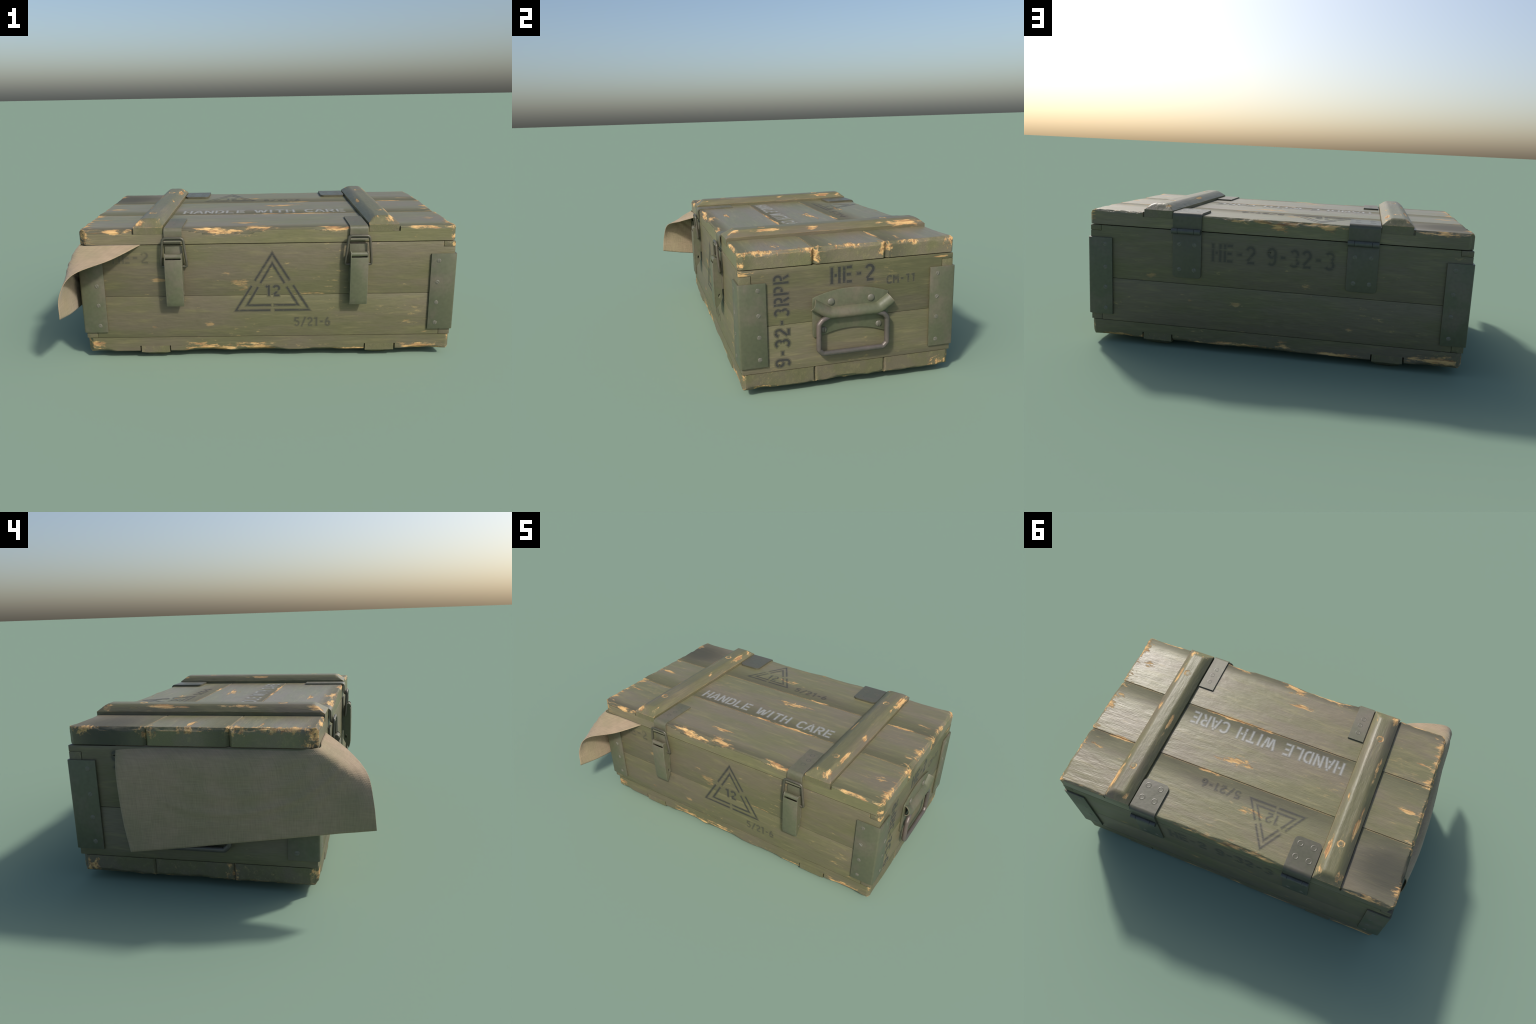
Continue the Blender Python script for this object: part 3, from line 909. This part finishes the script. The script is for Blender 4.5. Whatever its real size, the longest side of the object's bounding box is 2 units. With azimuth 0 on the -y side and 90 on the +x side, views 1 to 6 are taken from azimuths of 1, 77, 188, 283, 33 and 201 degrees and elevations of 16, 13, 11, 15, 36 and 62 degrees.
# ------------------------------------------------------------------ stencilled markings
def arc(cx, cy, rx, ry, a0, a1, n=10):
    return [(cx + rx * math.cos(math.radians(a0 + (a1 - a0) * k / n)), cy + ry * math.sin(math.radians(a0 + (a1 - a0) * k / n))) for k in range(n + 1)]
GLYPH = {  # stencil strokes in a box .6 wide and 1 high
    'H': [[(.07, 0), (.07, 1)], [(.53, 0), (.53, 1)], [(.22, .5), (.38, .5)]],
    'E': [[(.08, 0), (.08, 1)], [(.22, .93), (.56, .93)], [(.22, .5), (.50, .5)], [(.22, .07), (.56, .07)]],
    'A': [[(.02, 0), (.22, .84)], [(.24, .95), (.36, .95)], [(.38, .84), (.58, 0)], [(.22, .28), (.38, .28)]],
    'N': [[(.07, 0), (.07, 1)], [(.53, 0), (.53, 1)], [(.17, .86), (.43, .14)]],
    'D': [[(.07, 0), (.07, 1)], [(.21, .93)] + arc(.27, .66, .26, .27, 90, 0, 6) + arc(.27, .34, .26, .27, 0, -90, 6) + [(.21, .07)]],
    'L': [[(.08, 0), (.08, 1)], [(.22, .07), (.54, .07)]],
    'W': [[(-.1, 1), (.07, .08)], [(.14, .08), (.26, .85)], [(.34, .85), (.46, .08)], [(.53, .08), (.70, 1)]],
    'I': [[(.3, 0), (.3, 1)]],
    'T': [[(.3, 0), (.3, .82)], [(.02, .93), (.58, .93)]],
    'C': [arc(.32, .68, .24, .25, 25, 180, 10) + arc(.32, .32, .24, .25, 180, 335, 10)],
    'R': [[(.08, 0), (.08, 1)], [(.20, .93)] + arc(.33, .71, .19, .22, 90, -90, 9) + [(.20, .49)], [(.34, .38), (.54, 0)]],
    'P': [[(.08, 0), (.08, 1)], [(.20, .93)] + arc(.33, .70, .19, .23, 90, -90, 9) + [(.20, .47)]],
    'M': [[(.05, 0), (.05, 1)], [(.55, 0), (.55, 1)], [(.13, .92), (.28, .42)], [(.32, .42), (.47, .92)]],
    '-': [[(.16, .5), (.44, .5)]],
    '/': [[(.08, -.05), (.52, 1.02)]],
    '1': [[(.14, .80), (.26, .93)], [(.36, 0), (.36, 1)]],
    '2': [arc(.29, .70, .22, .23, 165, -28, 10) + [(.10, .16)], [(.10, .07), (.54, .07)]],
    '3': [arc(.28, .72, .21, .21, 150, -62, 10), arc(.28, .28, .23, .22, 62, -150, 10)],
    '5': [[(.50, .93), (.12, .93), (.10, .56)], arc(.29, .33, .22, .26, 118, -150, 11)],
    '6': [arc(.30, .30, .22, .24, 0, 340, 14), [(.10, .44), (.15, .68), (.34, .97)]],
    '9': [arc(.30, .70, .22, .24, 180, 520, 14), [(.52, .60), (.50, .30)] + arc(.29, .28, .21, .22, -10, -140, 6)],
    ' ': [],
}
WIDTH = {'I': .34, '1': .46, '-': .5, ' ': .42, '/': .58, 'W': .8}

def text_strokes(s, u0, u1, v0, v1, pad=.14):
    """strokes of a word fitted to the rectangle u0..u1, v0..v1"""
    x, out = 0.0, []
    for ch in s:
        w = WIDTH.get(ch, .6)
        sh = x - (.6 - w) / 2
        for st in GLYPH[ch]:
            out.append([(sh + a, b) for a, b in st])
        x += w + pad
    x -= pad
    k = (u1 - u0) / x
    return [[(u0 + a * k, v0 + b * (v1 - v0)) for a, b in st] for st in out]

def ribbons(name, strokes, width, to3d, lift, mat):
    """each stroke as a thin raised ribbon of paint"""
    V, F = [], []
    for si, st in enumerate(strokes):
        P = [Vector(p) for p in st]
        h = lift + si * .000012
        L, R = [], []
        for i, p in enumerate(P):
            d1 = (P[i] - P[i - 1]).normalized() if i > 0 else None
            d2 = (P[i + 1] - P[i]).normalized() if i < len(P) - 1 else None
            d1 = d1 or d2; d2 = d2 or d1
            t = (d1 + d2).normalized()
            nn = Vector((-t.y, t.x)) / max(.5, t.dot(d1))
            ext = Vector((0, 0))
            if i == 0: ext = -t * (width[1])
            if i == len(P) - 1: ext = t * (width[1])
            L.append(p + nn * width[0] / 2 + ext); R.append(p - nn * width[0] / 2 + ext)
        b = len(V); n = len(P)
        for a in (L, R):
            V += [to3d(q.x, q.y, h) for q in a]
        for a in (L, R):
            V += [to3d(q.x, q.y, -.0003) for q in a]
        for i in range(n - 1):
            F.append((b + i, b + i + 1, b + n + i + 1, b + n + i))
            F.append((b + i, b + 2 * n + i, b + 2 * n + i + 1, b + i + 1))
            F.append((b + n + i, b + n + i + 1, b + 3 * n + i + 1, b + 3 * n + i))
        F.append((b, b + n, b + 3 * n, b + 2 * n)); F.append((b + n - 1, b + 3 * n - 1, b + 4 * n - 1, b + 2 * n - 1))
    return add(name, mesh(name, V, F), mat)

INK = (.024, .025, .031)
WHITE = (.36, .37, .36)
def marking(name, strokes, w, to3d, base_kw, ink=INK, op=.8):
    for k, (fat, o_, lift) in enumerate(((1.9, .22, .0003), (1.4, .35, .0006), (.85, .9, .0009))):
        mt = wood("stencil_paint", paint=(ink, op * o_), edge_wear=0, **base_kw)
        ribbons(name, strokes, (w * fat, w * (fat - 1) * .45), to3d, lift, mt)

def tri_strokes(cx, base, apex, half, gap_=.085):
    """equilateral warning triangle drawn as stencil bars with bridges"""
    A, B, C = Vector((cx - half, base)), Vector((cx + half, base)), Vector((cx, apex))
    out = []
    for p, q, lo, hi in ((A, B, .47, .53), (B, C, .44, .53), (C, A, .47, .56)):
        g0, g1 = p.lerp(q, lo), p.lerp(q, hi)
        out += [(p, g0), (g1, q)]
    # join the bars that meet in each corner
    return [[tuple(out[5][0]), tuple(A), tuple(out[0][1])], [tuple(out[1][0]), tuple(B), tuple(out[2][1])], [tuple(out[3][0]), tuple(C), tuple(out[4][1])]]

TOP = lambda u, v, h: (u, v, Z_LID1 + h)
FRONT = lambda u, v, h: (u, Y0 - h, v)
BACK = lambda u, v, h: (-u, Y1 + h, v)
RIGHT = lambda u, v, h: (X1 - .0007 + h, u, v)
LEFT = lambda u, v, h: (X0 + .0007 - h, -u, v)
RIGHT_UP = lambda u, v, h: (X1 - .0007 + h, -v, u)       # reads upwards
LEFT_UP = lambda u, v, h: (X0 + .0007 - h, v, u)

kw_top1 = dict(grain='x', seams=[seam_bands[1]], seed=2.3, tone=.30, gloss=.36, scuff=.45)
kw_top2 = dict(grain='x', seams=[seam_bands[2]], seed=3.3, tone=.30, gloss=.36, scuff=.45, spots=[(-.08, .42, .695, .08, .02, .02), (.03, .42, .695, .03, .012, .02)])
kw_f = dict(grain='x', seed=3.1, scuff=.75)
kw_b = dict(grain='x', seed=9.4, scuff=.75)
kw_r = dict(grain='y', seed=12.2, scuff=.35)
kw_l = dict(grain='y', seed=15.7, scuff=.35)

marking("stencil_lettering", text_strokes("HANDLE WITH CARE", -.447, .462, -.043, .034), .0105, TOP, kw_top1, WHITE, .78)
marking("stencil_lettering", text_strokes("5/21-6", .008, .235, .327, .374), .0085, TOP, kw_top2, INK, .65)
marking("stencil_lettering", text_strokes("12", -.236, -.164, .382, .436), .009, TOP, kw_top2, INK, .75)
marking("stencil_triangle", tri_strokes(-.201, .340, .582, .152) + tri_strokes(-.201, .366, .535, .106), .0092, TOP, kw_top2, INK, .75)

marking("stencil_lettering", text_strokes("12", .006, .083, .336, .396), .0115, FRONT, kw_f, INK, .92)
marking("stencil_lettering", text_strokes("5/21-6", .154, .340, .171, .219), .0085, FRONT, kw_f, INK, .62)
marking("stencil_lettering", text_strokes("HE-2", -.762, -.578, .519, .578), .0085, FRONT, kw_f, INK, .45)
marking("stencil_triangle", tri_strokes(.043, .260, .563, .188) + tri_strokes(.043, .288, .510, .130), .0102, FRONT, kw_f, INK, .9)

marking("stencil_lettering", text_strokes("HE-2", .003, .220, .514, .594), .0145, RIGHT, kw_r, INK, .92)
marking("stencil_lettering", text_strokes("CM-11", .281, .428, .489, .530), .0090, RIGHT, kw_r, INK, .75)
marking("stencil_lettering", text_strokes("9-32-3RPR", .134, .580, .198, .270), .0120, RIGHT_UP, kw_r, INK, .92)
marking("stencil_lettering", text_strokes("9-32-3", -.435, -.09, .515, .594), .0135, LEFT, kw_l, INK, .8)
marking("stencil_lettering", text_strokes("HE-2 9-32-3", -.319, .290, .470, .560), .0135, BACK, kw_b, INK, .62)
